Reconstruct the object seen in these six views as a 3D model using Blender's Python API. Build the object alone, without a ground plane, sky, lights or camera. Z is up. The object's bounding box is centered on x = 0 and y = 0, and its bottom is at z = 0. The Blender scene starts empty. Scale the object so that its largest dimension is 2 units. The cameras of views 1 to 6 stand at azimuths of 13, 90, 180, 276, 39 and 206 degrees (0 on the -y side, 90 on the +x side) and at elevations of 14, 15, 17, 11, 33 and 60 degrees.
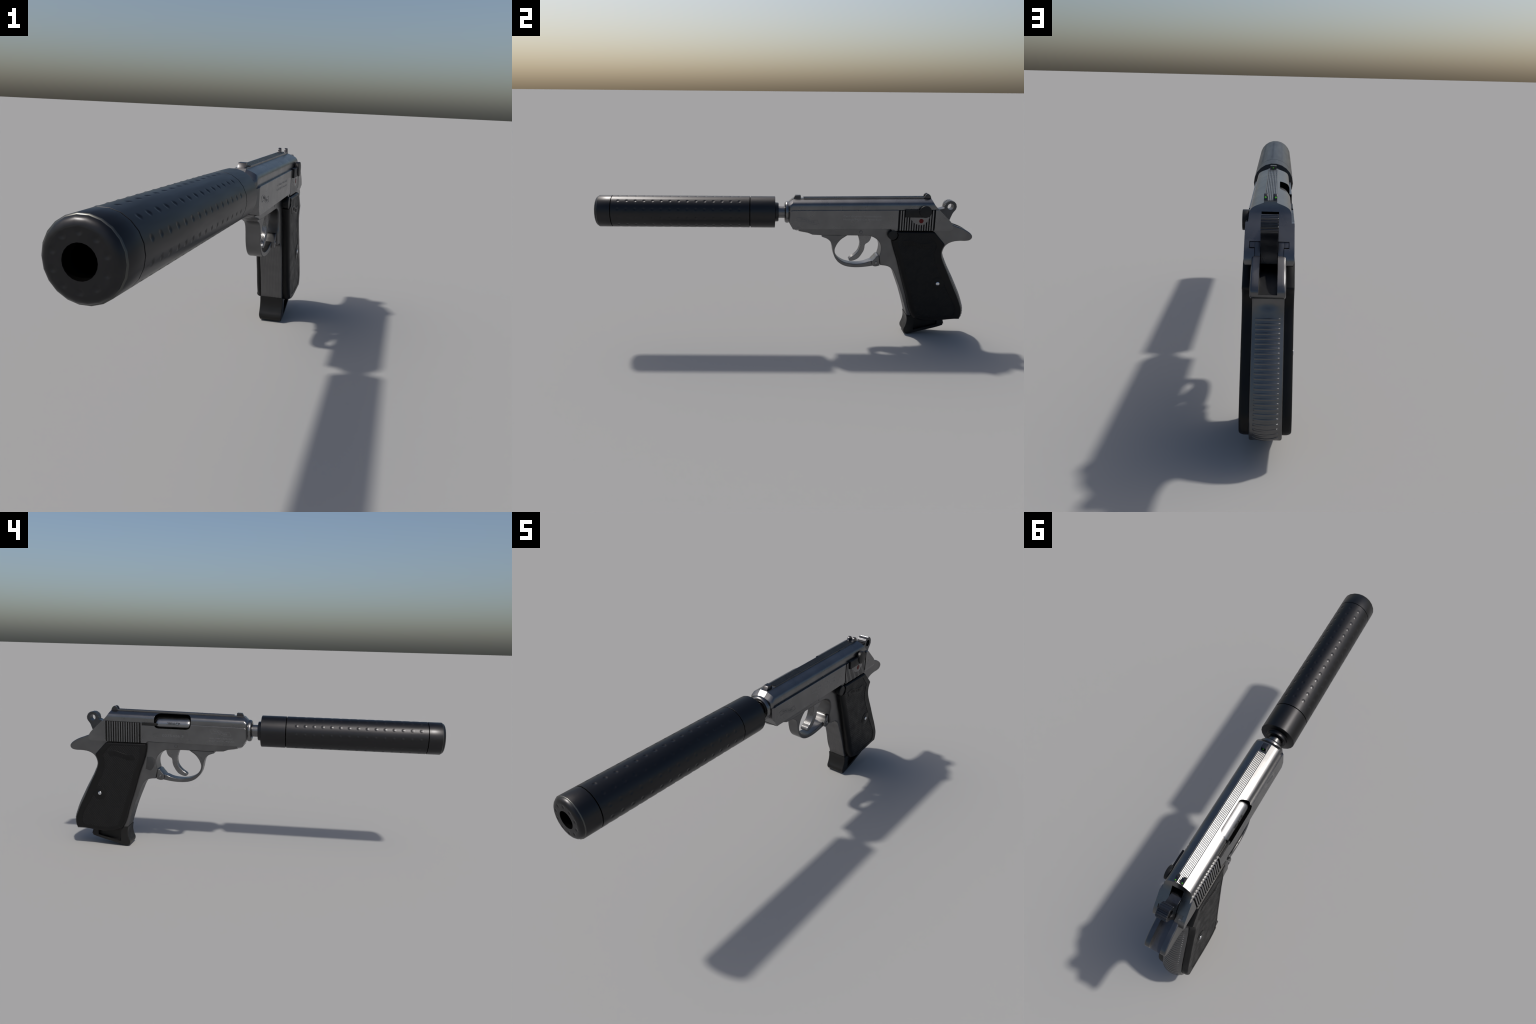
"""Suppressed pocket pistol, built part by part.  Muzzle points to -y, right side is -x."""
import bpy, bmesh, math
from mathutils import Vector, Matrix, noise
from math import sin, cos, pi, radians, sqrt

AXIS_Z = 0.6748          # bore / suppressor axis height
SHEAR = 0.0125           # the slide climbs very slightly towards the rear

# ------------------------------------------------------------------ helpers
def link(obj, parent=None):
    bpy.context.scene.collection.objects.link(obj)
    if parent is not None:
        obj.parent = parent
    return obj

def finish(me, angle=30, smooth=True):
    me.validate()
    if smooth:
        for p in me.polygons:
            p.use_smooth = True
        me.set_sharp_from_angle(angle=radians(angle))
    return me

def make(name, verts, faces, mat=None, parent=None, angle=30, recalc=True):
    me = bpy.data.meshes.new(name)
    me.from_pydata([tuple(v) for v in verts], [], faces)
    if recalc:
        bm = bmesh.new(); bm.from_mesh(me)
        bmesh.ops.recalc_face_normals(bm, faces=bm.faces)
        bm.to_mesh(me); bm.free()
    finish(me, angle)
    ob = bpy.data.objects.new(name, me)
    if mat: me.materials.append(mat)
    return link(ob, parent)

def curve(pts, step=0.004, closed=True):
    """Catmull-Rom through (a, b) points; a third item 1 marks a hard corner."""
    P = [Vector((p[0], p[1])) for p in pts]
    S = [len(p) > 2 for p in pts]
    n = len(P); out = []
    for i in range(n if closed else n - 1):
        p1, p2 = P[i], P[(i + 1) % n]
        h1, h2 = S[i], S[(i + 1) % n]
        if not closed:
            h1 = h1 or i == 0; h2 = h2 or i + 1 == n - 1
        d = (p2 - p1).length
        prev, nxt = P[i - 1], P[(i + 2) % n]
        def tangent(a, b, c):
            la, lb = (b - a).length + 1e-9, (c - b).length + 1e-9
            t = ((b - a) / la * lb + (c - b) / lb * la) / (la + lb)
            return t * d
        m1 = (p2 - p1) if h1 else tangent(prev, p1, p2)
        m2 = (p2 - p1) if h2 else tangent(p1, p2, nxt)
        k = 1 if (h1 and h2) else max(2, int(d / step))
        for j in range(k):
            t = j / k
            t2, t3 = t * t, t * t * t
            out.append(p1 * (2*t3 - 3*t2 + 1) + m1 * (t3 - 2*t2 + t) + p2 * (3*t2 - 2*t3) + m2 * (t3 - t2))
    if not closed:
        out.append(P[-1])
    return out

def rounded(pts, r, seg=6):
    """polygon (a, b[, own radius]) with its corners rounded"""
    P = [Vector((p[0], p[1])) for p in pts]; n = len(P); out = []
    for i in range(n):
        rr = pts[i][2] if len(pts[i]) > 2 else r
        a, b, c = P[i-1], P[i], P[(i+1) % n]
        u, v = (a - b).normalized(), (c - b).normalized()
        half = u.angle(v) / 2
        t = min(rr / math.tan(half), 0.48 * (a - b).length, 0.48 * (c - b).length)
        p0, p1 = b + u*t, b + v*t
        for k in range(seg + 1):
            f = k / seg
            out.append(p0*(1-f)**2 + b*2*f*(1-f) + p1*f*f)
    return out

def bevel_edges(ob, width, angle=40, segs=2):
    md = ob.modifiers.new('v', 'BEVEL'); md.width = width; md.segments = segs
    md.limit_method = 'ANGLE'; md.angle_limit = radians(angle); md.use_clamp_overlap = True
    md.offset_type = 'OFFSET'; md.miter_outer = 'MITER_ARC'
    dg = bpy.context.evaluated_depsgraph_get(); dg.update()
    me = bpy.data.meshes.new_from_object(ob.evaluated_get(dg))
    ob.modifiers.clear(); old = ob.data; nm = old.name; ob.data = me; bpy.data.meshes.remove(old); me.name = nm

def area2(P):
    return sum(P[i].x * P[(i+1) % len(P)].y - P[(i+1) % len(P)].x * P[i].y for i in range(len(P)))

def inset(P, d, W=None):
    """mitred offset of a counter-clockwise polygon, inwards for d > 0; W scales it point by point"""
    n = len(P); out = []
    for i in range(n):
        a, b, c = P[i-1], P[i], P[(i+1) % n]
        e1 = (b - a).normalized(); e2 = (c - b).normalized()
        n1 = Vector((-e1.y, e1.x)); n2 = Vector((-e2.y, e2.x))
        m = n1 + n2
        if m.length < 1e-6: m = n1.copy()
        m.normalize()
        k = max(0.45, m.dot(n1))
        out.append(b + m * (d * (W[i] if W else 1.0) / k))
    return out

def rings_solid(name, P, rings, mat, parent, angle=30, cap0=True, cap1=True, W=None, crown=None):
    """stack of insets of outline P in the y-z plane: rings = [(inset, x), ...]"""
    if area2(P) < 0: P = P[::-1]
    verts, faces = [], []
    n = len(P)
    WV = [W(P, i) for i in range(n)] if W else None
    CV = [crown(p) for p in P] if crown else None
    for d, x in rings:
        Q = inset(P, d, CV if d < 0 else WV) if abs(d) > 1e-9 else P
        verts += [(x, q.x, q.y) for q in Q]
    for r in range(len(rings) - 1):
        for i in range(n):
            j = (i + 1) % n
            faces.append((r*n + i, r*n + j, (r+1)*n + j, (r+1)*n + i))
    if cap0: faces.append(tuple(range(n))[::-1])
    if cap1: faces.append(tuple(range((len(rings)-1)*n, len(rings)*n)))
    return make(name, verts, faces, mat, parent, angle)

def prism(name, pts, x0, x1, bevel=0.0, mat=None, parent=None, step=0.004, segs=3, angle=30, raw=False, crown=None, crown_h=0.0):
    """side outline (y, z) given body between x0 and x1 with rounded rims"""
    P = pts if raw else curve(pts, step)
    rings = []
    if bevel > 0:
        for k in range(segs + 1):
            a = pi/2 * k / segs
            rings.append((bevel * (1 - sin(a)), x0 + bevel * (1 - cos(a))))
        if crown:
            c = (x1 - x0) / 2 - bevel
            for k in range(1, 14):
                u = -c + 2*c*k/14
                rings.append((-crown_h * (1 - (u/c)**2), (x0 + x1)/2 + u))
        for k in range(segs, -1, -1):
            a = pi/2 * k / segs
            rings.append((bevel * (1 - sin(a)), x1 - bevel * (1 - cos(a))))
    else:
        rings = [(0, x0), (0, x1)]
    return rings_solid(name, P, rings, mat, parent, angle, crown=crown)

def box(name, x0, x1, y0, y1, z0, z1, mat=None, parent=None):
    P = [Vector((y0, z0)), Vector((y1, z0)), Vector((y1, z1)), Vector((y0, z1))]
    return rings_solid(name, P, [(0, x0), (0, x1)], mat, parent)

def disc_outline(cy, cz, r, n=48):
    return [Vector((cy + r*cos(2*pi*i/n), cz + r*sin(2*pi*i/n))) for i in range(n)]

def lathe(name, prof, mat, parent, n=96, axis_z=AXIS_Z, angle=30, close=False):
    """prof = [(y, r), ...] turned about the bore axis"""
    verts, faces = [], []
    m = len(prof)
    for (y, r) in prof:
        for i in range(n):
            a = 2*pi*i/n
            verts.append((r*cos(a), y, axis_z + r*sin(a)))
    for k in range(m - 1):
        for i in range(n):
            j = (i+1) % n
            faces.append((k*n+i, k*n+j, (k+1)*n+j, (k+1)*n+i))
    if close:
        faces.append(tuple(range(n))); faces.append(tuple(range((m-1)*n, m*n)))
    return make(name, verts, faces, mat, parent, angle)

def boolean(ob, cutter, op='DIFFERENCE', keep=False):
    md = ob.modifiers.new('b', 'BOOLEAN'); md.operation = op; md.object = cutter; md.solver = 'EXACT'
    if len(cutter.data.materials): md.material_mode = 'TRANSFER'
    size = lambda m: sum(p.area for p in m.polygons)
    for attempt in (False, True):
        md.use_self = attempt
        dg = bpy.context.evaluated_depsgraph_get(); dg.update()
        me = bpy.data.meshes.new_from_object(ob.evaluated_get(dg))
        if size(me) > 0.5 * size(ob.data) or op == 'INTERSECT': break
    ob.modifiers.clear()
    old = ob.data; name = old.name
    ob.data = me; bpy.data.meshes.remove(old); me.name = name
    if not keep:
        cm = cutter.data; bpy.data.objects.remove(cutter); bpy.data.meshes.remove(cm)

def clean(ob, angle=30):
    bm = bmesh.new(); bm.from_mesh(ob.data)
    bmesh.ops.remove_doubles(bm, verts=bm.verts, dist=0.00005)
    bmesh.ops.dissolve_degenerate(bm, edges=bm.edges, dist=0.00005)
    bm.to_mesh(ob.data); bm.free()
    finish(ob.data, angle)

def join_mesh(ob, others):
    """append other objects' geometry to ob (same frame)"""
    bm = bmesh.new(); bm.from_mesh(ob.data)
    for o in others:
        bm.from_mesh(o.data)
        d = o.data; bpy.data.objects.remove(o); bpy.data.meshes.remove(d)
    bm.to_mesh(ob.data); bm.free()

def lettering(name, text, size, x, y, z, side, mat, parent, width=None, depth=0.0006, bend=None):
    """raised text on the flat at x; side +1 = left flank (+x), -1 = right flank; (y, z) = text centre"""
    cu = bpy.data.curves.new(name, 'FONT'); cu.body = text; cu.size = size
    cu.align_x = 'CENTER'; cu.align_y = 'CENTER'; cu.extrude = depth; cu.resolution_u = 3
    tmp = bpy.data.objects.new(name, cu); link(tmp)
    dg = bpy.context.evaluated_depsgraph_get(); dg.update()
    me = bpy.data.meshes.new_from_object(tmp.evaluated_get(dg))
    bpy.data.objects.remove(tmp); bpy.data.curves.remove(cu)
    xs = [v.co.x for v in me.vertices]
    s = width / (max(xs) - min(xs)) if width else 1.0
    for v in me.vertices:
        u, w, d = v.co.x * s, v.co.y, v.co.z
        if bend: w += bend(u)
        v.co = (x + side * d, y + side * u, z + w)
    me.materials.clear(); me.materials.append(mat); me.name = name
    return link(bpy.data.objects.new(name, me), parent)

# ------------------------------------------------------------------ materials
def new_mat(name):
    m = bpy.data.materials.new(name); m.use_nodes = True
    nt = m.node_tree; b = nt.nodes['Principled BSDF']
    return m, nt, b

def N(nt, kind, **kw):
    n = nt.nodes.new(kind)
    for k, v in kw.items():
        if k in n.inputs.keys(): n.inputs[k].default_value = v
        else: setattr(n, k, v)
    return n

def surface(name, color, rough, metal, vary=0.12, rvary=0.08, scale=(18, 18, 18), bump=0.0, bump_scale=260,
            bevel=0.0, spec=0.5, grooves=None, checks=None):
    """base colour with cloudy wear, roughness blotches and fine grain on object coordinates"""
    m, nt, b = new_mat(name)
    L = nt.links.new
    tc = N(nt, 'ShaderNodeTexCoord')
    mp = N(nt, 'ShaderNodeMapping'); mp.inputs['Scale'].default_value = scale
    L(tc.outputs['Object'], mp.inputs['Vector'])
    no = N(nt, 'ShaderNodeTexNoise', Scale=1.0, Detail=3.0, Roughness=0.5)
    L(mp.outputs['Vector'], no.inputs['Vector'])
    cr = N(nt, 'ShaderNodeValToRGB')
    cr.color_ramp.elements[0].position = 0.3; cr.color_ramp.elements[1].position = 0.72
    cr.color_ramp.elements[0].color = tuple(c * (1 - vary) for c in color) + (1,)
    cr.color_ramp.elements[1].color = tuple(c * (1 + vary) for c in color) + (1,)
    L(no.outputs['Fac'], cr.inputs['Fac']); L(cr.outputs['Color'], b.inputs['Base Color'])
    n2 = N(nt, 'ShaderNodeTexNoise', Scale=1.4, Detail=2.0, Roughness=0.5)
    L(mp.outputs['Vector'], n2.inputs['Vector'])
    mr = N(nt, 'ShaderNodeMapRange'); mr.inputs['From Min'].default_value = 0.3; mr.inputs['From Max'].default_value = 0.7
    mr.inputs['To Min'].default_value = max(0.02, rough - rvary); mr.inputs['To Max'].default_value = rough + rvary
    L(n2.outputs['Fac'], mr.inputs['Value']); L(mr.outputs['Result'], b.inputs['Roughness'])
    b.inputs['Metallic'].default_value = metal
    b.inputs['Specular IOR Level'].default_value = spec
    last = None
    if bevel > 0:
        bv = N(nt, 'ShaderNodeBevel', samples=4, Radius=bevel); last = bv.outputs['Normal']
    def add_bump(height, strength, dist):
        nonlocal last
        bp = N(nt, 'ShaderNodeBump', Strength=strength, Distance=dist)
        L(height, bp.inputs['Height'])
        if last is not None: L(last, bp.inputs['Normal'])
        last = bp.outputs['Normal']
    if bump > 0:
        n3 = N(nt, 'ShaderNodeTexNoise', Scale=bump_scale, Detail=3.0)
        L(tc.outputs['Object'], n3.inputs['Vector'])
        add_bump(n3.outputs['Fac'], bump, 0.001)
    if grooves:                       # lines running along the part: period in x
        w = N(nt, 'ShaderNodeTexWave', Scale=grooves[0], bands_direction='X')
        L(tc.outputs['Object'], w.inputs['Vector'])
        add_bump(w.outputs['Fac'], grooves[1], 0.002)
    if checks:                        # crossed diagonal cuts on the y-z plane
        hs = []
        for ang, amp in ((checks[1], 1.0), (checks[2], checks[3])):
            mm = N(nt, 'ShaderNodeMapping'); mm.inputs['Rotation'].default_value = (radians(ang), 0, 0)
            L(tc.outputs['Object'], mm.inputs['Vector'])
            w = N(nt, 'ShaderNodeTexWave', Scale=checks[0], bands_direction='Y')
            L(mm.outputs['Vector'], w.inputs['Vector'])
            k = N(nt, 'ShaderNodeMath', operation='MULTIPLY'); k.inputs[1].default_value = amp
            L(w.outputs['Fac'], k.inputs[0]); hs.append(k.outputs[0])
        ad = N(nt, 'ShaderNodeMath', operation='ADD'); L(hs[0], ad.inputs[0]); L(hs[1], ad.inputs[1])
        add_bump(ad.outputs[0], checks[4], 0.0025)
    if last is not None: L(last, b.inputs['Normal'])
    return m

STEEL = (0.162, 0.163, 0.166)
M_slide   = surface('blued_steel', STEEL, 0.29, 1.0, vary=0.10, rvary=0.03, scale=(11, 11, 11))
M_frame   = surface('frame_steel', (0.142, 0.142, 0.144), 0.33, 1.0, vary=0.12, rvary=0.03, scale=(11, 11, 11))
M_strap   = surface('ribbed_strap_steel', (0.142, 0.142, 0.144), 0.38, 1.0, vary=0.08, grooves=(45.0, 0.5))
M_trigger = surface('trigger_steel', (0.19, 0.19, 0.193), 0.27, 1.0, vary=0.08, grooves=(62.0, 0.4))
M_dark    = surface('dark_hammer_steel', (0.075, 0.077, 0.083), 0.33, 1.0, vary=0.1)
M_chamber = surface('bright_chamber_steel', (0.22, 0.224, 0.233), 0.32, 1.0, vary=0.03, rvary=0.03)
M_barrel  = surface('barrel_steel', (0.17, 0.17, 0.172), 0.28, 1.0, vary=0.08)
M_can     = surface('anodised_black', (0.040, 0.040, 0.042), 0.36, 1.0, vary=0.05, rvary=0.03, scale=(30, 4, 30))
M_rim     = surface('worn_black_rim', (0.10, 0.102, 0.097), 0.4, 1.0, vary=0.1)
M_black   = surface('matt_black_steel', (0.007, 0.007, 0.007), 0.45, 0.0, vary=0.1, spec=0.3)
M_mag     = surface('black_polymer', (0.007, 0.007, 0.007), 0.4, 0.0, vary=0.1, spec=0.3)
M_grip    = surface('black_grip_plastic', (0.0050, 0.0050, 0.0052), 0.4, 0.0, vary=0.06, spec=0.2)
M_check   = surface('checkered_grip_plastic', (0.0066, 0.0066, 0.0069), 0.48, 0.0, vary=0.06, spec=0.2,
                    checks=(33.0, 40, -50, 0.55, 0.26))
M_groove  = surface('near_black_groove_floor', (0.006, 0.006, 0.006), 0.6, 0.0, vary=0.1, spec=0.2)  # floors of the serration fields, coloured near black
M_rib     = surface('rib_groove_steel', (0.035, 0.036, 0.038), 0.45, 1.0, vary=0.1)
M_plate   = surface('worn_frame_patch', (0.085, 0.085, 0.087), 0.4, 1.0, vary=0.06)
M_sight   = surface('dark_sight_steel', (0.07, 0.07, 0.074), 0.3, 1.0, vary=0.06)
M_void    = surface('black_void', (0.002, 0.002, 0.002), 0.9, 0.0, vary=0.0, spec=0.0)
M_mark    = surface('etched_mark', (0.225, 0.228, 0.238), 0.36, 1.0, vary=0.05)
M_markdk  = surface('dark_etched_mark', (0.112, 0.117, 0.128), 0.36, 1.0, vary=0.05)
M_ink     = surface('black_stamp', (0.03, 0.03, 0.03), 0.6, 0.3, vary=0.0)
M_screw   = surface('polished_screw', (0.62, 0.63, 0.65), 0.18, 1.0, vary=0.05)
M_red     = surface('red_enamel', (0.10, 0.0015, 0.002), 0.45, 0.0, vary=0.05, spec=0.2)
M_green   = surface('green_sight_paint', (0.10, 0.62, 0.02), 0.4, 0.0, vary=0.05)

# ------------------------------------------------------------------ the thing
root = bpy.data.objects.new('suppressed_pistol', None)
link(root)
root['label'] = 'compact steel handgun with long black silencer and checkered grips'
root['category'] = 'pistol'

# ================================================================== SLIDE
def slide_z(z, y): return z + SHEAR * (y - 0.4)

def slide_section():
    half = []
    half += [(0.0690, 0.575), (0.0690, 0.5950), (0.0720, 0.6030), (0.072, 0.6985), (0.0712, 0.6997)]
    arch = [(0.0635, 0.6997), (0.0632, 0.7140), (0.0616, 0.7262), (0.0570, 0.7350), (0.0508, 0.7398), (0.0435, 0.7437), (0.0320, 0.7482), (0.0195, 0.7527)]
    half += [(p.x, p.y) for p in curve(arch, 0.0016, closed=False)]
    half += [(0.0195, 0.7592), (0.0187, 0.7600)]
    # fine lengthwise grooves along the top rib
    ridges, w = 6, 0.0345
    p = w / ridges
    x = w / 2
    for i in range(ridges):
        x1 = w/2 - i * p
        half_pts = [(x1 - 0.02*p, 0.7585), (x1 - 0.48*p, 0.7585), (x1 - 0.54*p, 0.7600), (x1 - 0.66*p, 0.7600), (x1 - 0.97*p, 0.7591)]
        if x1 - 0.9*p > -1e-6 or True:
            half.append(('rib', half_pts))
    return half

sec = []
raw = slide_section()
base = [q for q in raw if q[0] != 'rib']
for q in base: sec.append(Vector(q))
for q in raw:
    if q[0] == 'rib':
        for r in q[1]: sec.append(Vector(r))
for q in reversed(base): sec.append(Vector((-q[0], q[1])))

# the nose draws in: stations (y, flank factor, top drop factor)
stations = [(0.0180, 0.870, 0.765), (0.0225, 0.945, 0.818), (0.0270, 1.0, 0.868), (0.0400, 1.0, 1.0), (0.45, 1, 1), (0.92, 1, 1)]
ys = [q[0] for q in stations]
verts, faces = [], []
n = len(sec)
for y, fx, fz in stations:
    for q in sec:
        z = slide_z(q.y, y)
        if z > 0.67: z = 0.67 + (z - 0.67) * fz
        verts.append((q.x * fx, y, z))
for k in range(len(ys) - 1):
    for i in range(n):
        j = (i + 1) % n
        faces.append((k*n+i, k*n+j, (k+1)*n+j, (k+1)*n+i))
faces += [tuple(range(n)), tuple(range((len(ys)-1)*n, len(ys)*n))]
slide = make('slide', verts, faces, M_slide, root)

side_profile = [
    (0.042, 0.5955, 1), (0.0205, 0.632, 1), (0.0185, 0.640, 1), (0.0120, 0.66, 1), (0.0120, 0.7258, 1), (0.0180, 0.7308, 1), (0.0270, 0.7386, 1), (0.0395, 0.7502, 1),
    (0.098, 0.7522, 1), (0.0995, 0.775, 1), (0.30, 0.79, 1), (0.7715, 0.79, 1), (0.7715, 0.7615, 1),
    (0.7755, 0.747), (0.783, 0.732), (0.796, 0.716), (0.813, 0.699, 1), (0.842, 0.671, 1), (0.879, 0.630),
    (0.886, 0.612), (0.884, 0.600), (0.872, 0.5935, 1), (0.5655, 0.592, 1), (0.560, 0.599), (0.553, 0.6015, 1)]
boolean(slide, prism('cut', side_profile, -0.2, 0.2), 'INTERSECT')
# ejection port: rounded opening high on the right flank
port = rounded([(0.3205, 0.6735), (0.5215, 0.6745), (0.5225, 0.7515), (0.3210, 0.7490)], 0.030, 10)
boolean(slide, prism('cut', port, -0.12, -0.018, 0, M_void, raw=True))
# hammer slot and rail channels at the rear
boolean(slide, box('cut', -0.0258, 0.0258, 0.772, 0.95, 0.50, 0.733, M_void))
boolean(slide, box('cut', -0.0425, 0.0425, 0.80, 0.95, 0.50, 0.660))
boolean(slide, box('cut', -0.0572, 0.0572, 0.80, 0.95, 0.6445, 0.6612))
# serration fields
SER0, SER1 = 0.5935, 0.7885
for s in (-1, 1):
    xa, xb = sorted((s * 0.0655, s * 0.09))
    boolean(slide, box('cut', xa, xb, SER0, SER1, 0.585, 0.72, M_groove))
# extractor channel ahead of the serrations, right side
boolean(slide, box('cut', -0.09, -0.0655, 0.505, SER0 + 0.0005 - 0.007, 0.687, 0.7055))
# hole for barrel bushing
boolean(slide, lathe('cut', [(-0.05, 0.050), (0.012, 0.050), (0.06, 0.040)], None, None, n=64, close=True))
clean(slide, 28)
bevel_edges(slide, 0.0008)
finish(slide.data, 28)
# groove floors of the sighting rib get a darker colour, for contrast with the ridges
slide.data.materials.append(M_rib)
for p in slide.data.polygons:
    zr = p.center.z - SHEAR * (p.center.y - 0.4)
    if abs(p.center.x) < 0.0178 and abs(zr - 0.7585) < 0.0003 and p.normal.z > 0.9 and p.center.y > 0.1:
        p.material_index = len(slide.data.materials) - 1

# round housing under the slide nose, ahead of the frame
verts, faces = [], []
belly = [(0.0400, 0.00), (0.0440, 0.30), (0.0490, 0.62), (0.0550, 0.88), (0.0620, 1.0), (0.0760, 1.0)]
for (y, f) in belly:
    for c in range(25):
        x = -0.064 + 0.128 * c / 24
        verts.append((x, y, 0.5962 - 0.0190 * f * (1 - (x / 0.064) ** 2)))
for k in range(len(belly) - 1):
    for c in range(24):
        q = k*25 + c; faces.append((q, q+1, q+26, q+25))
faces.append(tuple((len(belly)-1)*25 + c for c in range(25)))
make('recoil_housing', verts, faces, M_slide, slide, 50)

# serration ridges (both flanks)
GROOVES = 15
pitch = (SER1 - SER0) / GROOVES
verts, faces = [], []
for s in (-1, 1):
    for i in range(1, GROOVES):
        yc = SER0 + i * pitch + 0.0005
        hw0, hw1 = pitch * 0.32, pitch * 0.29
        zlo = 0.5938; zhi = slide_z(0.6985, yc)
        k = len(verts)
        for (x, hw) in ((0.0640, hw0), (0.0712, hw1), (0.0720, hw1 * 0.86)):
            for (yy, zz) in ((yc - hw, zlo), (yc + hw, zlo), (yc + hw, zhi - (0.0008 if x > 0.071 else 0)), (yc - hw, zhi - (0.0008 if x > 0.071 else 0))):
                verts.append((s * x, yy, zz))
        for r in range(2):
            for e in range(4):
                f = (e + 1) % 4
                faces.append((k + r*4 + e, k + r*4 + f, k + r*4 + 4 + f, k + r*4 + 4 + e))
        faces.append((k + 8, k + 9, k + 10, k + 11)); faces.append((k, k+1, k+2, k+3))
ridges = make('serration_ridges', verts, faces, M_slide, slide)
ridges['kind'] = 'stuff'

# extractor bar
prism('extractor', [(0.506, 0.6885, 1), (0.5855, 0.6885, 1), (0.5855, 0.7030, 1), (0.506, 0.7020, 1)], -0.0715, -0.064, 0.0008, M_black, slide)
# barrel chamber seen through the port
def superellipsoid_chamber():
    verts, faces = [], []
    nr, nt = 26, 64
    y0, y1 = 0.3185, 0.5235
    for k in range(nr + 1):
        t = k / nr
        y = y0 + (y1 - y0) * t
        e = min((y - y0), (y1 - y)) / 0.022
        s = 1.0 if e >= 1 else 0.72 + 0.28 * sqrt(max(0, 1 - (1 - e) ** 2))
        for i in range(nt):
            a = 2*pi*i/nt
            ca, sa = cos(a), sin(a)
            x = 0.0606 * s * math.copysign(abs(ca) ** 0.9, ca)
            z = 0.6935 + (0.0365 if sa > 0 else 0.0370) * s * math.copysign(abs(sa) ** 0.9, sa)
            verts.append((x, y, z))
    for k in range(nr):
        for i in range(nt):
            j = (i+1) % nt
            faces.append((k*nt+i, k*nt+j, (k+1)*nt+j, (k+1)*nt+i))
    faces += [tuple(range(nt)), tuple(range(nr*nt, (nr+1)*nt))]
    return make('barrel_chamber', verts, faces, M_chamber, root, 40)
chamber = superellipsoid_chamber()
lettering('caliber_stamp', '.380ACP', 0.021, -0.0609, 0.418, 0.7005, -1, M_ink, chamber, width=0.074, depth=0.0007)

# sights
fs = prism('front_sight', [(0.0440, 0.7490, 1), (0.0540, 0.7660, 1), (0.0560, 0.7672, 1), (0.0805, 0.7678, 1), (0.0820, 0.7665, 1), (0.0835, 0.7490, 1)],
           -0.0125, 0.0125, 0.0004, M_sight, slide)
rs = []
for s in (-1, 1):
    xa, xb = sorted((s * 0.0082, s * 0.0196))
    o = prism('rear_sight', [(0.7280, 0.756, 1), (0.7365, 0.7625), (0.7450, 0.7775), (0.7530, 0.7815), (0.7630, 0.7765), (0.7705, 0.766, 1), (0.7720, 0.757, 1)],
              xa, xb, 0.0008, M_sight, slide, step=0.0015)
    rs.append(o)
def dot(name, x, y, z, r, tilt, mat, parent):
    """small domed disc facing +y"""
    verts, faces = [], []
    nn = 20
    for k, (rr, h) in enumerate(((r, -0.0006), (r, 0.0006), (r * 0.6, 0.0011))):
        for i in range(nn):
            a = 2*pi*i/nn
            u, w = rr*cos(a), rr*sin(a)
            verts.append((x + u, y + h*cos(tilt) - w*sin(tilt), z + w*cos(tilt) + h*sin(tilt)))
    for k in range(2):
        for i in range(nn):
            j = (i+1) % nn
            faces.append((k*nn+i, k*nn+j, (k+1)*nn+j, (k+1)*nn+i))
    faces.append(tuple(range(2*nn, 3*nn)))
    return make(name, verts, faces, mat, parent)
dot('sight_dot', 0.0, 0.0830, 0.7600, 0.0028, radians(3), M_green, slide)
for s in (-1, 1):
    dot('sight_dot', s * 0.0150, 0.7668, 0.7722, 0.0026, radians(32), M_green, slide)

# barrel with bushing ring
barrel_prof = [(0.05, 0.030), (0.045, 0.0485), (0.022, 0.0495), (0.0205, 0.0570)]
for k in range(0, 17):
    a = pi * k / 16
    barrel_prof.append((0.0110 - 0.0125 * sin(a), 0.0465 + 0.0115 * cos(a)))
barrel_prof += [(0.011, 0.0320), (-0.040, 0.0318), (-0.045, 0.02)]
lathe('barrel', barrel_prof, M_barrel, root, n=96, angle=35)

# slide markings -------------------------------------------------------------
def ribbon_outline(L, H, amp):
    """wavy banner with swallow-tail ends; returns (u, w) outline, u to the right"""
    wave = lambda u: amp * sin(-u / L * 2 * pi * 0.92)
    top, bot = [], []
    K = 22
    for i in range(K + 1):
        u = -L/2 * 0.93 + L * 0.90 * i / K
        top.append((u - 0.03*L, wave(u) + H/2)); bot.append((u + 0.06*L, wave(u + 0.03*L) - H/2))
    right = [(L*0.445, wave(L*0.445) + 0.05*H)]
    left = [(-L*0.435, wave(-L*0.435) - 0.05*H)]
    return [Vector(p) for p in top + right + bot[::-1] + left], wave

def ribbon(name, side, x, y, z, L, H, amp, stroke, depth, mat, parent, tilt=0.0):
    P, wave = ribbon_outline(L, H, amp)
    ct, st = cos(tilt), sin(tilt)
    if area2(P) < 0: P = P[::-1]
    def T(p, d): 
        u, w = p.x*ct - p.y*st, p.x*st + p.y*ct
        return (x + side*d, y + side*u, z + w)
    if stroke:
        rings = [(0, -0.001), (0, depth), (stroke, depth), (stroke, -0.001)]
    else:
        rings = [(0, -0.001), (0, depth * 0.5), (0.0012, depth)]
    verts, faces = [], []
    nn = len(P)
    for d, h in rings:
        verts += [T(q, h) for q in (inset(P, d) if d else P)]
    for r in range(len(rings) - 1):
        for i in range(nn):
            j = (i+1) % nn
            faces.append((r*nn+i, r*nn+j, (r+1)*nn+j, (r+1)*nn+i))
    if not stroke: faces.append(tuple(range((len(rings)-1)*nn, len(rings)*nn)))
    return make(name, verts, faces, mat, parent), wave

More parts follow.
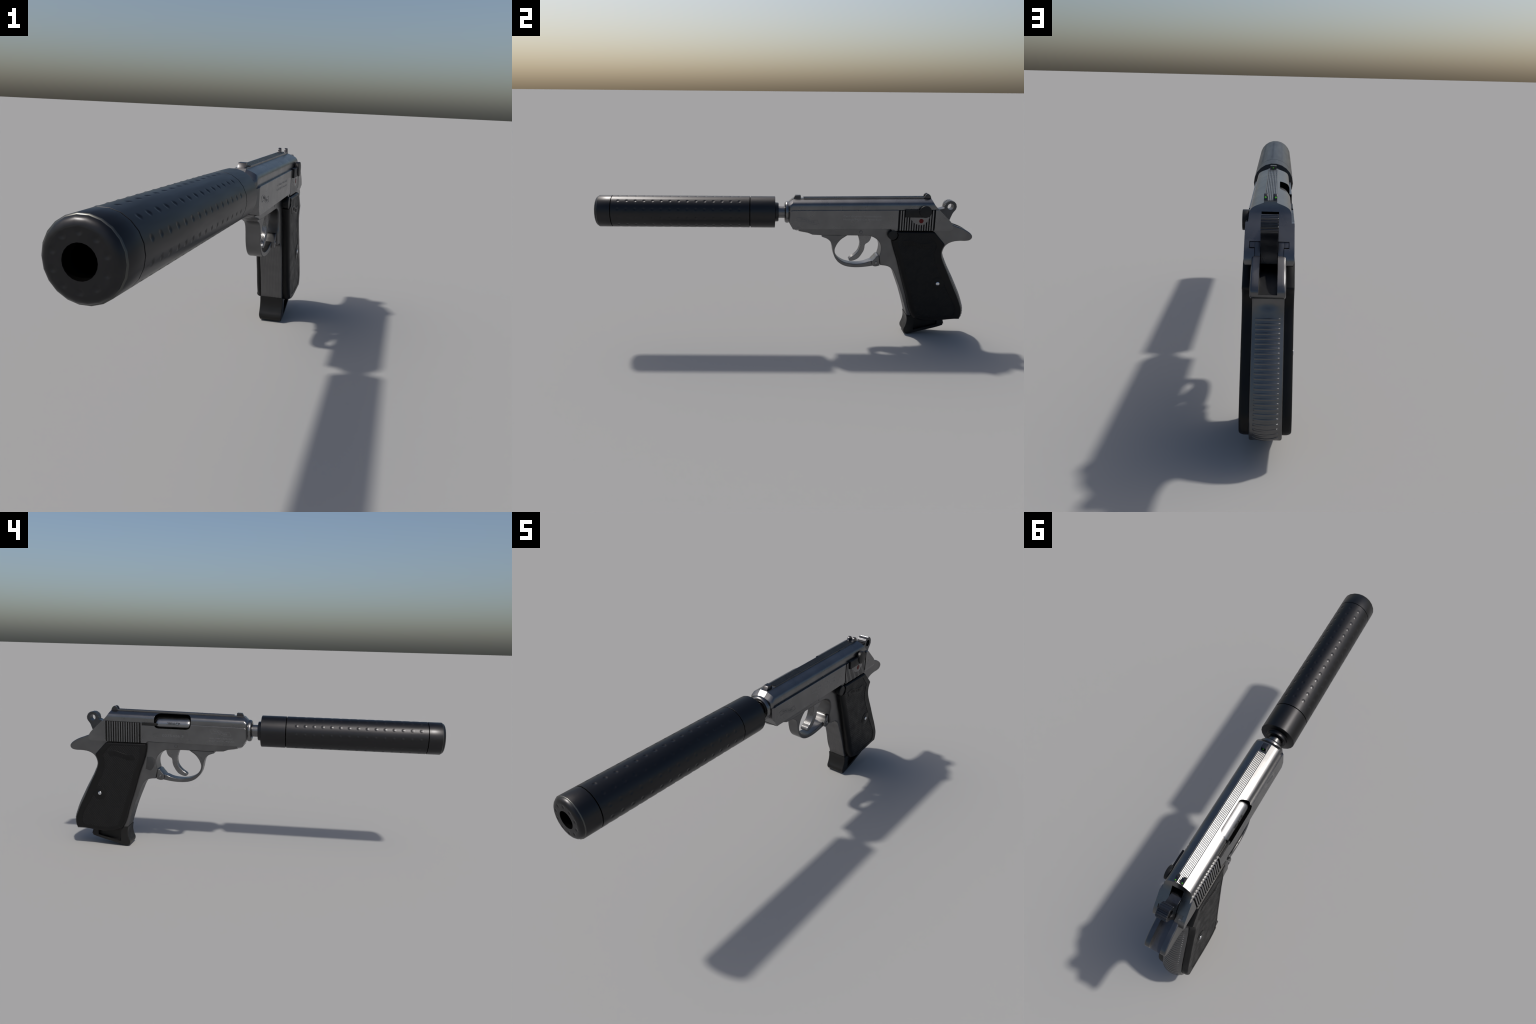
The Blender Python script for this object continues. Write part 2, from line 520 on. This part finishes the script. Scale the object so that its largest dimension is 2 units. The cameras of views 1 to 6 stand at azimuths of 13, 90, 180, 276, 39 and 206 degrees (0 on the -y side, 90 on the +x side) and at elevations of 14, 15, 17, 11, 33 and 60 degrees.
def bend_of(wave): return lambda u: wave(u)
rb, wv = ribbon('maker_banner', -1, -0.072, 0.1600, 0.6645, 0.118, 0.0225, 0.0072, 0.0011, 0.0004, M_mark, slide)
lettering('maker_name', 'WALTHER', 0.0150, -0.0720, 0.1600, 0.6645, -1, M_mark, slide, width=0.074, depth=0.0004, bend=bend_of(wv))
lettering('maker_address', 'WALTHER ARMS, INC', 0.0115, -0.0720, 0.1560, 0.6335, -1, M_mark, slide, width=0.126, depth=0.0002)
lettering('maker_address', 'FORT SMITH, AR USA', 0.0115, -0.0720, 0.1520, 0.6195, -1, M_mark, slide, width=0.136, depth=0.0002)
lettering('serial_number', '0275426 3', 0.0175, -0.0720, 0.4160, 0.6370, -1, M_mark, slide, width=0.116, depth=0.0002)
rb, wv = ribbon('maker_banner', 1, 0.072, 0.1180, 0.6430, 0.122, 0.0215, 0.0085, 0.0011, 0.0004, M_markdk, slide)
lettering('maker_name', 'WALTHER', 0.0140, 0.0720, 0.1180, 0.6430, 1, M_markdk, slide, width=0.074, depth=0.0004, bend=bend_of(wv))
lettering('model_stamp', 'Carl Walther Waffenfabrik', 0.0125, 0.0720, 0.405, 0.668, 1, M_mark, slide, width=0.20, depth=0.0002)
lettering('model_stamp', 'Modell PPK/S Cal 9mm kurz', 0.0125, 0.0720, 0.405, 0.651, 1, M_mark, slide, width=0.20, depth=0.0002)

# safety lever ---------------------------------------------------------------
lever = prism('safety_lever', disc_outline(0.7330, 0.6955, 0.0315, 56), 0.0655, 0.0838, 0.0012, M_black, root, raw=True)
prism('thumb_plate', [(0.6285, 0.6660, 1), (0.7330, 0.6645, 1), (0.7330, 0.7055, 1), (0.6285, 0.7045, 1)], 0.0655, 0.0795, 0.0012, M_black, lever)
prism('safety_plate', [(0.655, 0.668, 1), (0.660, 0.656), (0.668, 0.645), (0.682, 0.632), (0.700, 0.6255), (0.716, 0.6235), (0.732, 0.6275), (0.744, 0.640), (0.757, 0.662, 1), (0.757, 0.668, 1)],
      0.0660, 0.0721, 0.0006, M_slide, lever)
prism('safety_mark', disc_outline(0.7150, 0.6455, 0.0118, 32), 0.070, 0.0726, 0.0004, M_red, lever, raw=True)

# ================================================================== FRAME
backstrap = [(0.861, 0.503), (0.851, 0.485), (0.8475, 0.465), (0.8500, 0.447), (0.862, 0.413), (0.886, 0.364), (0.910, 0.319),
             (0.933, 0.272), (0.954, 0.228), (0.972, 0.180), (0.981, 0.150), (0.982, 0.120), (0.975, 0.092)]
frame_pts = [
    (0.0725, 0.600, 1), (0.0740, 0.584, 1), (0.098, 0.579), (0.122, 0.573), (0.147, 0.5625, 1), (0.195, 0.5590, 1), (0.440, 0.5590, 1),
    (0.468, 0.552), (0.492, 0.538), (0.508, 0.519), (0.516, 0.496), (0.5155, 0.470), (0.5105, 0.448), (0.5100, 0.440, 1),
    (0.519, 0.3950, 1), (0.545, 0.3925), (0.566, 0.386), (0.583, 0.372), (0.597, 0.350),
    (0.611, 0.316), (0.638, 0.247), (0.664, 0.165), (0.681, 0.104, 1), (0.684, 0.092, 1),
    (0.972, 0.088, 1)] + [p for p in backstrap[::-1][1:-1]] + [
    (0.861, 0.505), (0.880, 0.5205), (0.905, 0.5295), (0.935, 0.5330), (0.970, 0.5335), (0.989, 0.5380), (0.9990, 0.5480), (1.0000, 0.5600),
    (0.9930, 0.5710), (0.970, 0.5885), (0.943, 0.6020), (0.910, 0.6140), (0.888, 0.6230), (0.870, 0.628, 1), (0.840, 0.628, 1), (0.80, 0.600, 1)]
def sstep(a, b, v):
    t = min(1.0, max(0.0, (v - a) / (b - a))); return t*t*(3 - 2*t)
def frame_crown(p):
    """the back strap is crowned across its width"""
    w = 0.0
    if p.y < 0.50 and p.x > 0.80: w = sstep(0.50, 0.44, p.y) * (1 - sstep(0.10, 0.088, p.y))
    return w
frame = prism('frame', frame_pts, -0.0490, 0.0490, 0.0055, M_frame, root, segs=3, angle=32, crown=frame_crown, crown_h=0.0120)
for v in frame.data.vertices:                     # round belly under the dust cover
    if v.co.y < 0.205 and v.co.z < 0.5925:
        v.co.z -= 0.0105 * (1 - 0.55 * sstep(0.09, 0.15, v.co.y)) * (1 - sstep(0.15, 0.20, v.co.y)) * max(0.0, 1 - (v.co.x / 0.049) ** 2)
boolean(frame, prism('cut', [(0.80, 0.602, 1), (0.88, 0.576, 1), (0.945, 0.5590, 1), (0.985, 0.5525, 1), (1.10, 0.5525, 1), (1.10, 0.80, 1), (0.80, 0.80, 1)], -0.0255, 0.0255, 0))
# receiver rails rising behind the slide
rail = [(0.790, 0.600, 1), (0.790, 0.6600, 1), (0.8495, 0.6600, 1), (0.8775, 0.6290, 1), (0.8840, 0.6150, 1), (0.883, 0.603, 1)]
rail2 = [(0.790, 0.6460, 1), (0.790, 0.6600, 1), (0.8495, 0.6600, 1), (0.8620, 0.6460, 1)]
parts = []
for s in (-1, 1):
    xa, xb = sorted((s * 0.0256, s * 0.0415)); prism('rail', rail, xa, xb, 0.0004, M_frame, frame)
    xa, xb = sorted((s * 0.0410, s * 0.0560)); prism('rail', rail2, xa, xb, 0.0004, M_frame, frame)
clean(frame, 32)

# front strap: lengthwise flutes between the panels
frame.data.materials.append(M_strap)
for p in frame.data.polygons:
    if p.normal.y < -0.6 and p.center.z < 0.372 and p.center.y < 0.70:
        p.material_index = len(frame.data.materials) - 1

# back strap: horizontal ribs
bl = curve(backstrap, 0.0012, closed=False)
acc = [0.0]
for i in range(1, len(bl)): acc.append(acc[-1] + (bl[i] - bl[i-1]).length)
def along(s):
    for i in range(1, len(bl)):
        if acc[i] >= s:
            f = (s - acc[i-1]) / (acc[i] - acc[i-1]); p = bl[i-1].lerp(bl[i], f)
            t = (bl[i] - bl[i-1]).normalized(); return p, t
    return bl[-1], (bl[-1] - bl[-2]).normalized()
verts, faces = [], []
RIBS = 25
s0, s1 = 0.085, acc[-1] - 0.012
for i in range(RIBS):
    s = s0 + (s1 - s0) * i / (RIBS - 1)
    p, t = along(s)
    nrm = Vector((-t.y, t.x))
    if nrm.x < 0: nrm = -nrm
    w = (s1 - s0) / (RIBS - 1)
    sec_pts = [(-0.36*w, -0.002), (-0.30*w, 0.0008), (-0.16*w, 0.0014), (0.10*w, 0.0011), (0.36*w, -0.002)]
    k = len(verts); m5 = len(sec_pts)
    XS = [-0.0385] + [-0.0365 + 0.073 * c / 12 for c in range(13)] + [0.0385]
    for ci, x in enumerate(XS):
        up = 0.0120 * (1 - (x / 0.0435) ** 2) * frame_crown(p)
        for (a, h) in sec_pts:
            hh = -0.002 if ci in (0, len(XS) - 1) else h
            q = p + t * a + nrm * (hh + up)
            verts.append((x, q.x, q.y))
    for r in range(len(XS) - 1):
        for e in range(m5 - 1):
            faces.append((k + r*m5 + e, k + r*m5 + e + 1, k + (r+1)*m5 + e + 1, k + (r+1)*m5 + e))
ribs = make('back_strap_ribs', verts, faces, M_frame, frame, 50); ribs['kind'] = 'stuff'

# trigger guard, hinged below the frame
guard_pts = [(0.199, 0.5565, 1), (0.199, 0.5475), (0.208, 0.5435), (0.228, 0.5355), (0.246, 0.520), (0.2555, 0.497), (0.261, 0.468), (0.270, 0.438),
             (0.285, 0.414), (0.306, 0.396), (0.335, 0.3835), (0.365, 0.3785), (0.400, 0.3775), (0.438, 0.3805), (0.481, 0.3870, 1),
             (0.486, 0.418, 1), (0.466, 0.4145), (0.437, 0.4035), (0.391, 0.397), (0.350, 0.400), (0.315, 0.412), (0.287, 0.433), (0.2735, 0.456),
             (0.271, 0.474), (0.278, 0.497), (0.300, 0.529), (0.338, 0.5565, 1)]
prism('trigger_guard', guard_pts, -0.0295, 0.0295, 0.0035, M_frame, root, segs=3)
# hinge lug with its pin
lug = prism('hinge_lug', [(0.4735, 0.4150, 1), (0.4740, 0.398), (0.481, 0.3885), (0.493, 0.3865), (0.5165, 0.3920, 1), (0.5115, 0.4450, 1), (0.506, 0.447), (0.487, 0.4300)],
            -0.0400, 0.0400, 0.002, M_frame, frame)
for s in (-1, 1):
    xa, xb = sorted((s * 0.036, s * 0.0425))
    prism('hinge_pin', disc_outline(0.4955, 0.407, 0.0085, 32), xa, xb, 0.0018, M_trigger, frame, raw=True)
    xa, xb = sorted((s * 0.046, s * 0.0494))
    prism('pin_seat', disc_outline(0.4045, 0.5785, 0.0088, 32), xa, xb - 0.0002 if s > 0 else xb, 0.0003, M_plate, frame, raw=True)
    xa, xb = sorted((s * 0.046, s * 0.0500))
    prism('trigger_pin', disc_outline(0.4045, 0.5785, 0.0070, 32), xa, xb, 0.0005, M_frame, frame, raw=True)

# trigger
trig = [(0.386, 0.562, 1), (0.396, 0.549), (0.4035, 0.530), (0.4075, 0.512), (0.407, 0.494), (0.4035, 0.479), (0.397, 0.465), (0.387, 0.4525), (0.375, 0.4415), (0.354, 0.4265),
        (0.3505, 0.4215), (0.3525, 0.4135), (0.3600, 0.4110), (0.371, 0.4125), (0.385, 0.4175), (0.399, 0.4255), (0.411, 0.439), (0.4205, 0.454), (0.428, 0.468), (0.432, 0.483), (0.4335, 0.498),
        (0.437, 0.507, 1), (0.449, 0.5145), (0.459, 0.5255), (0.465, 0.541), (0.467, 0.562, 1)]
prism('trigger', trig, -0.0205, 0.0205, 0.003, M_trigger, root, step=0.002)

# right flank: faint inset plate ahead of the grip; left flank: magazine button
prism('frame_plate', [(0.566, 0.514, 1), (0.530, 0.511), (0.527, 0.507), (0.540, 0.444), (0.543, 0.441), (0.574, 0.447, 1)], -0.0494, -0.047, 0.0003, M_plate, frame)
btn = prism('magazine_button', disc_outline(0.5705, 0.5680, 0.0250, 48), 0.045, 0.0755, 0.0015, M_black, root, raw=True)

# hammer
HC = Vector((0.8785, 0.7135)); HR, HH = 0.0315, 0.0165
hpts = []
for k in range(0, 61):                    # serrated spur ring
    a = radians(-42 + 232 * k / 60)
    r = HR + 0.0011 * (1 if k % 4 < 2 else -1) * (1 if 6 < k < 56 else 0)
    hpts.append((HC.x + r*cos(a), HC.y + r*sin(a), 1))
hpts += [(0.8440, 0.7060), (0.8330, 0.7015), (0.800, 0.6990, 1), (0.770, 0.690, 1), (0.790, 0.600, 1), (0.872, 0.600, 1), (0.8770, 0.639), (0.8855, 0.663), (0.8920, 0.679)]
hammer = prism('hammer', hpts, -0.0245, 0.0245, 0.0, M_dark, root, angle=25)
boolean(hammer, prism('cut', disc_outline(HC.x, HC.y, HH, 40), -0.1, 0.1, 0, raw=True))
clean(hammer, 25)
bevel_edges(hammer, 0.0008, 50)
finish(hammer.data, 30)

# ================================================================== GRIP PANELS
panel_pts = [(0.5645, 0.5860), (0.5720, 0.5890, 1), (0.782, 0.5885, 1), (0.789, 0.5865, 1), (0.795, 0.582, 1), (0.8485, 0.5230, 1), (0.8510, 0.5180, 1), (0.8500, 0.512, 1),
             (0.842, 0.496), (0.837, 0.474), (0.840, 0.452), (0.847, 0.432), (0.879, 0.364), (0.900, 0.319), (0.921, 0.274), (0.944, 0.227), (0.960, 0.188),
             (0.9705, 0.158), (0.9715, 0.132), (0.966, 0.107), (0.960, 0.098, 1), (0.722, 0.0975), (0.708, 0.103), (0.701, 0.114),
             (0.660, 0.240), (0.608, 0.410), (0.564, 0.578)]
inner_pts = [(0.600, 0.5735), (0.607, 0.5760, 1), (0.757, 0.5755, 1), (0.763, 0.572, 1), (0.806, 0.521, 1), (0.8075, 0.514, 1), (0.799, 0.488), (0.7965, 0.464), (0.801, 0.438),
             (0.844, 0.340), (0.876, 0.272), (0.932, 0.140), (0.930, 0.128), (0.916, 0.1180, 1), (0.744, 0.1180), (0.733, 0.122), (0.726, 0.133),
             (0.688, 0.240), (0.638, 0.410), (0.598, 0.562)]
def rim_weight(P, i):
    """the front rim rolls away much more gently than the other sides"""
    e = (P[(i+1) % len(P)] - P[i-1]).normalized()
    f = max(0.0, (Vector((e.y, -e.x))).dot(Vector((-0.962, -0.27))))
    return 0.36 + 0.94 * f ** 3
for s in (-1, 1):
    P = curve(panel_pts, 0.005)
    rings = [(0, s*0.0470), (0, s*0.0590), (0.0006, s*0.0632), (0.0022, s*0.0672), (0.0048, s*0.0707), (0.0085, s*0.0737),
             (0.0130, s*0.0760), (0.0180, s*0.0774), (0.0225, s*0.0780)]
    panel = rings_solid('grip_panel', P, rings, M_grip, root, 40, W=rim_weight)
    Q = curve(inner_pts, 0.005)
    xa, xb = sorted((s*0.0754, s*0.095))
    cut = prism('cut', Q, xa, xb, 0, raw=True)
    boolean(cut, prism('cut', disc_outline(0.8265, 0.3030, 0.0345, 48), -0.2, 0.2, 0, raw=True))
    boolean(panel, cut, keep=True)
    if s > 0:
        boolean(panel, prism('cut', disc_outline(0.5705, 0.5680, 0.0285, 48), 0.03, 0.2, 0, raw=True))
    clean(panel, 40)
    # checkered field, sunk a little below the border
    cut.name = 'checkering'; cut.data.name = 'checkering'
    boolean(cut, box('cut', *sorted((s*0.0767, s*0.2)), 0.4, 1.2, -0.2, 0.9))
    if s > 0:
        boolean(cut, prism('cut', disc_outline(0.5705, 0.5680, 0.0285, 48), 0.03, 0.2, 0, raw=True))
    panel.location.x = 0.0012
    cut.data.materials.clear(); cut.data.materials.append(M_check); cut.parent = panel
    clean(cut, 30)
    # screw in a dished boss
    xa, xb = sorted((s*0.072, s*0.0785))
    prism('screw_boss', disc_outline(0.8265, 0.3030, 0.0325, 56), xa, xb, 0.0016, M_grip, panel, raw=True)
    xa, xb = sorted((s*0.074, s*0.0795))
    prism('screw_collar', disc_outline(0.8265, 0.3030, 0.0165, 40), xa, xb, 0.0010, M_grip, panel, raw=True)
    verts, faces = [], []
    rr = [(0.0100, 0.0780), (0.0100, 0.0798), (0.0086, 0.0810), (0.0055, 0.0818), (0.0015, 0.0821)]
    for r, x in rr:
        for i in range(28): verts.append((s*x, 0.8265 + r*cos(2*pi*i/28), 0.3030 + r*sin(2*pi*i/28)))
    for k in range(len(rr)-1):
        for i in range(28):
            j = (i+1) % 28; faces.append((k*28+i, k*28+j, (k+1)*28+j, (k+1)*28+i))
    faces.append(tuple(range((len(rr)-1)*28, len(rr)*28)))
    make('grip_screw', verts, faces, M_screw, panel, 60)
    yb = 0.6985
    rb, wv = ribbon('grip_emblem', s, s*0.0767, yb, 0.5200, 0.160, 0.0300, 0.0095, 0, 0.0014, M_grip, panel)
    lettering('emblem_name', 'WALTHER', 0.0200, s*0.0781, yb, 0.5200, s, M_grip, panel, width=0.100, depth=0.0007, bend=bend_of(wv))

# ================================================================== MAGAZINE FLOOR
mag_pts = [(0.676, 0.1120, 1), (0.6795, 0.095), (0.6795, 0.070), (0.6730, 0.045), (0.6670, 0.030), (0.6665, 0.018), (0.6730, 0.0060), (0.685, 0.0000), (0.700, 0.0026),
           (0.760, 0.0185), (0.860, 0.0440), (0.8830, 0.0520, 1), (0.8840, 0.0600, 1), (0.8770, 0.0930, 1), (0.8770, 0.1120, 1)]
mag = prism('magazine_floorplate', mag_pts, -0.0525, 0.0525, 0.0040, M_mag, root, segs=4, step=0.004)
for s in (-1, 1):                                 # side windows
    win = [(0.850, 0.092, 1), (0.850, 0.0565, 1), (0.719, 0.0255, 1), (0.719, 0.092, 1)]
    xa, xb = sorted((s*0.0300, s*0.08))
    boolean(mag, prism('cut', win, xa, xb, 0, M_mag))
clean(mag, 30)
for v in mag.data.vertices:                       # tapers towards the rear, rolls in at the toe
    v.co.x *= 1.0 - 0.10 * sstep(0.70, 0.88, v.co.y) - 0.07 * sstep(0.03, 0.0, v.co.z)
prism('magazine_lip', [(0.8750, 0.0950, 1), (0.8790, 0.0950, 1), (0.8880, 0.0600, 1), (0.8850, 0.0605, 1)], -0.045, 0.045, 0.0003, M_mag, mag)
prism('magazine_body', [(0.690, 0.115, 1), (0.865, 0.115, 1), (0.860, 0.085, 1), (0.690, 0.085, 1)], -0.044, 0.044, 0.001, M_black, mag)

# ================================================================== SUPPRESSOR
FACETS = 22
R = 0.0834
def facet(a):
    """radius factor of the slightly faceted outline"""
    step = 2*pi / FACETS
    d = (a % step) - step/2
    return cos(step/2) / cos(d) * 1.004

def can_section(name, prof, nrows_extra, parent, relief=None, dish=None, n=FACETS*16, angle=30, mat=M_can):
    """turned section; smooth shading normals are kept while the outline is faceted"""
    verts, faces = [], []
    m = len(prof)
    for (y, r) in prof:
        for i in range(n):
            a = 2*pi*i/n
            rr = r + (relief(y, a) if relief else 0.0)
            verts.append((rr*cos(a), y + (dish(y, r, a) if dish else 0.0), AXIS_Z + rr*sin(a)))
    for k in range(m-1):
        for i in range(n):
            j = (i+1) % n
            faces.append((k*n+i, k*n+j, (k+1)*n+j, (k+1)*n+i))
    ob = make(name, verts, faces, mat, parent, angle)
    me = ob.data
    normals = [tuple(c.vector) for c in me.corner_normals]
    for v in me.vertices:
        dx, dz = v.co.x, v.co.z - AXIS_Z
        if sqrt(dx*dx + dz*dz) < 1e-6: continue
        f = facet(math.atan2(dz, dx))
        v.co.x = dx * f; v.co.z = AXIS_Z + dz * f
    me.normals_split_custom_set(normals)
    return ob

ROWS, PER_ROW = 11, 15
def dimple(y, a):  # relief direction chosen per side to model the seen light and dark edges
    """fifteen small pips in each of eleven rows: raised on the right half, sunk on the left half"""
    if not (-0.890 < y < -0.225): return 0.0
    row = round((math.degrees(a) - 18.0) / (360.0 / ROWS))
    ar = radians(18.0 + row * 360.0 / ROWS)
    pitch = (0.8745 - 0.2405) / (PER_ROW - 1)
    k = min(PER_ROW - 1, max(0, round((-y - 0.2405) / pitch)))
    d2 = ((y + 0.2405 + k * pitch) ** 2 + ((a - ar) * R) ** 2) / 0.0098 ** 2
    if d2 >= 1: return 0.0
    return (1.0 if cos(ar) < 0 else -1.0) * (0.0011 if cos(ar) < 0 else 0.0017) * (1 - d2) ** 2

can = can_section('suppressor', [(-0.1868, 0.0750), (-0.1870, 0.0826), (-0.1876, R)] +
    [(-0.1876 - (0.9112 - 0.1876) * i / 400, R) for i in range(1, 401)] + [(-0.9117, 0.0826), (-0.9119, 0.0750)], 0, root,
    relief=lambda y, a: dimple(y, a))

can_section('suppressor_rear_cap', [(-0.1836, 0.0750), (-0.1833, 0.0826), (-0.1826, R), (-0.0540, R), (-0.0530, R - 0.001), (-0.0525, 0.0815), (-0.0515, 0.0540),
            (-0.0510, 0.0525), (-0.0500, 0.0515), (-0.0370, 0.0500), (-0.0345, 0.0490), (-0.0340, 0.0470), (-0.0345, 0.0400), (-0.0400, 0.0300)], 0, can, angle=35)
def face_dimple(y, r, a):
    row = round((math.degrees(a) - 18.0) / 36.0)
    ar = radians(18.0 + row * 36.0)
    dx, dz = r*cos(a) - 0.0545*cos(ar), r*sin(a) - 0.0545*sin(ar)
    d2 = (dx*dx + dz*dz) / 0.0095 ** 2
    return 0.0014 * (1 - d2) ** 2 if d2 < 1 else 0.0
cap_prof = [(-0.9147, 0.0750), (-0.9150, 0.0826), (-0.9157, R), (-0.9825, R), (-0.9832, R - 0.0004), (-0.9858, 0.0806), (-0.9880, 0.0797),
            (-0.9915, 0.0778), (-0.9945, 0.0752), (-0.9970, 0.0715), (-0.9985, 0.0680)]
cap_prof += [(-0.9992 - 0.0006 * min(1, i / 4), 0.0655 - (0.0655 - 0.0345) * i / 36) for i in range(37)]
cap = can_section('suppressor_front_cap', cap_prof, 0, can, angle=35, dish=lambda y, r, a: face_dimple(y, r, a) if y < -0.9986 else 0.0)
can_section('suppressor_rim', [(-0.9826, R + 0.0002), (-0.9834, R), (-0.9860, 0.0808), (-0.9863, 0.0800)], 0, can, angle=80, mat=M_rim)
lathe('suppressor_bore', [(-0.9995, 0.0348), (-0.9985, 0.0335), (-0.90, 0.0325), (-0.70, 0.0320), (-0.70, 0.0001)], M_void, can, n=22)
# dark inner core seen in the parting grooves
lathe('suppressor_core', [(-0.06, 0.0350), (-0.06, 0.0765), (-0.95, 0.0765), (-0.95, 0.0350)], M_void, can, n=88)

# flats keep flat shading next to their rounded rims
for ob in [o for o in bpy.data.objects if o.type == 'MESH' and o.name.split('.')[0] in
           ('slide', 'frame', 'hammer', 'grip_panel', 'magazine_floorplate', 'trigger_guard', 'trigger')]:
    md = ob.modifiers.new('flat_shading', 'WEIGHTED_NORMAL'); md.mode = 'FACE_AREA'; md.keep_sharp = True; md.weight = 60

bpy.context.view_layer.update()
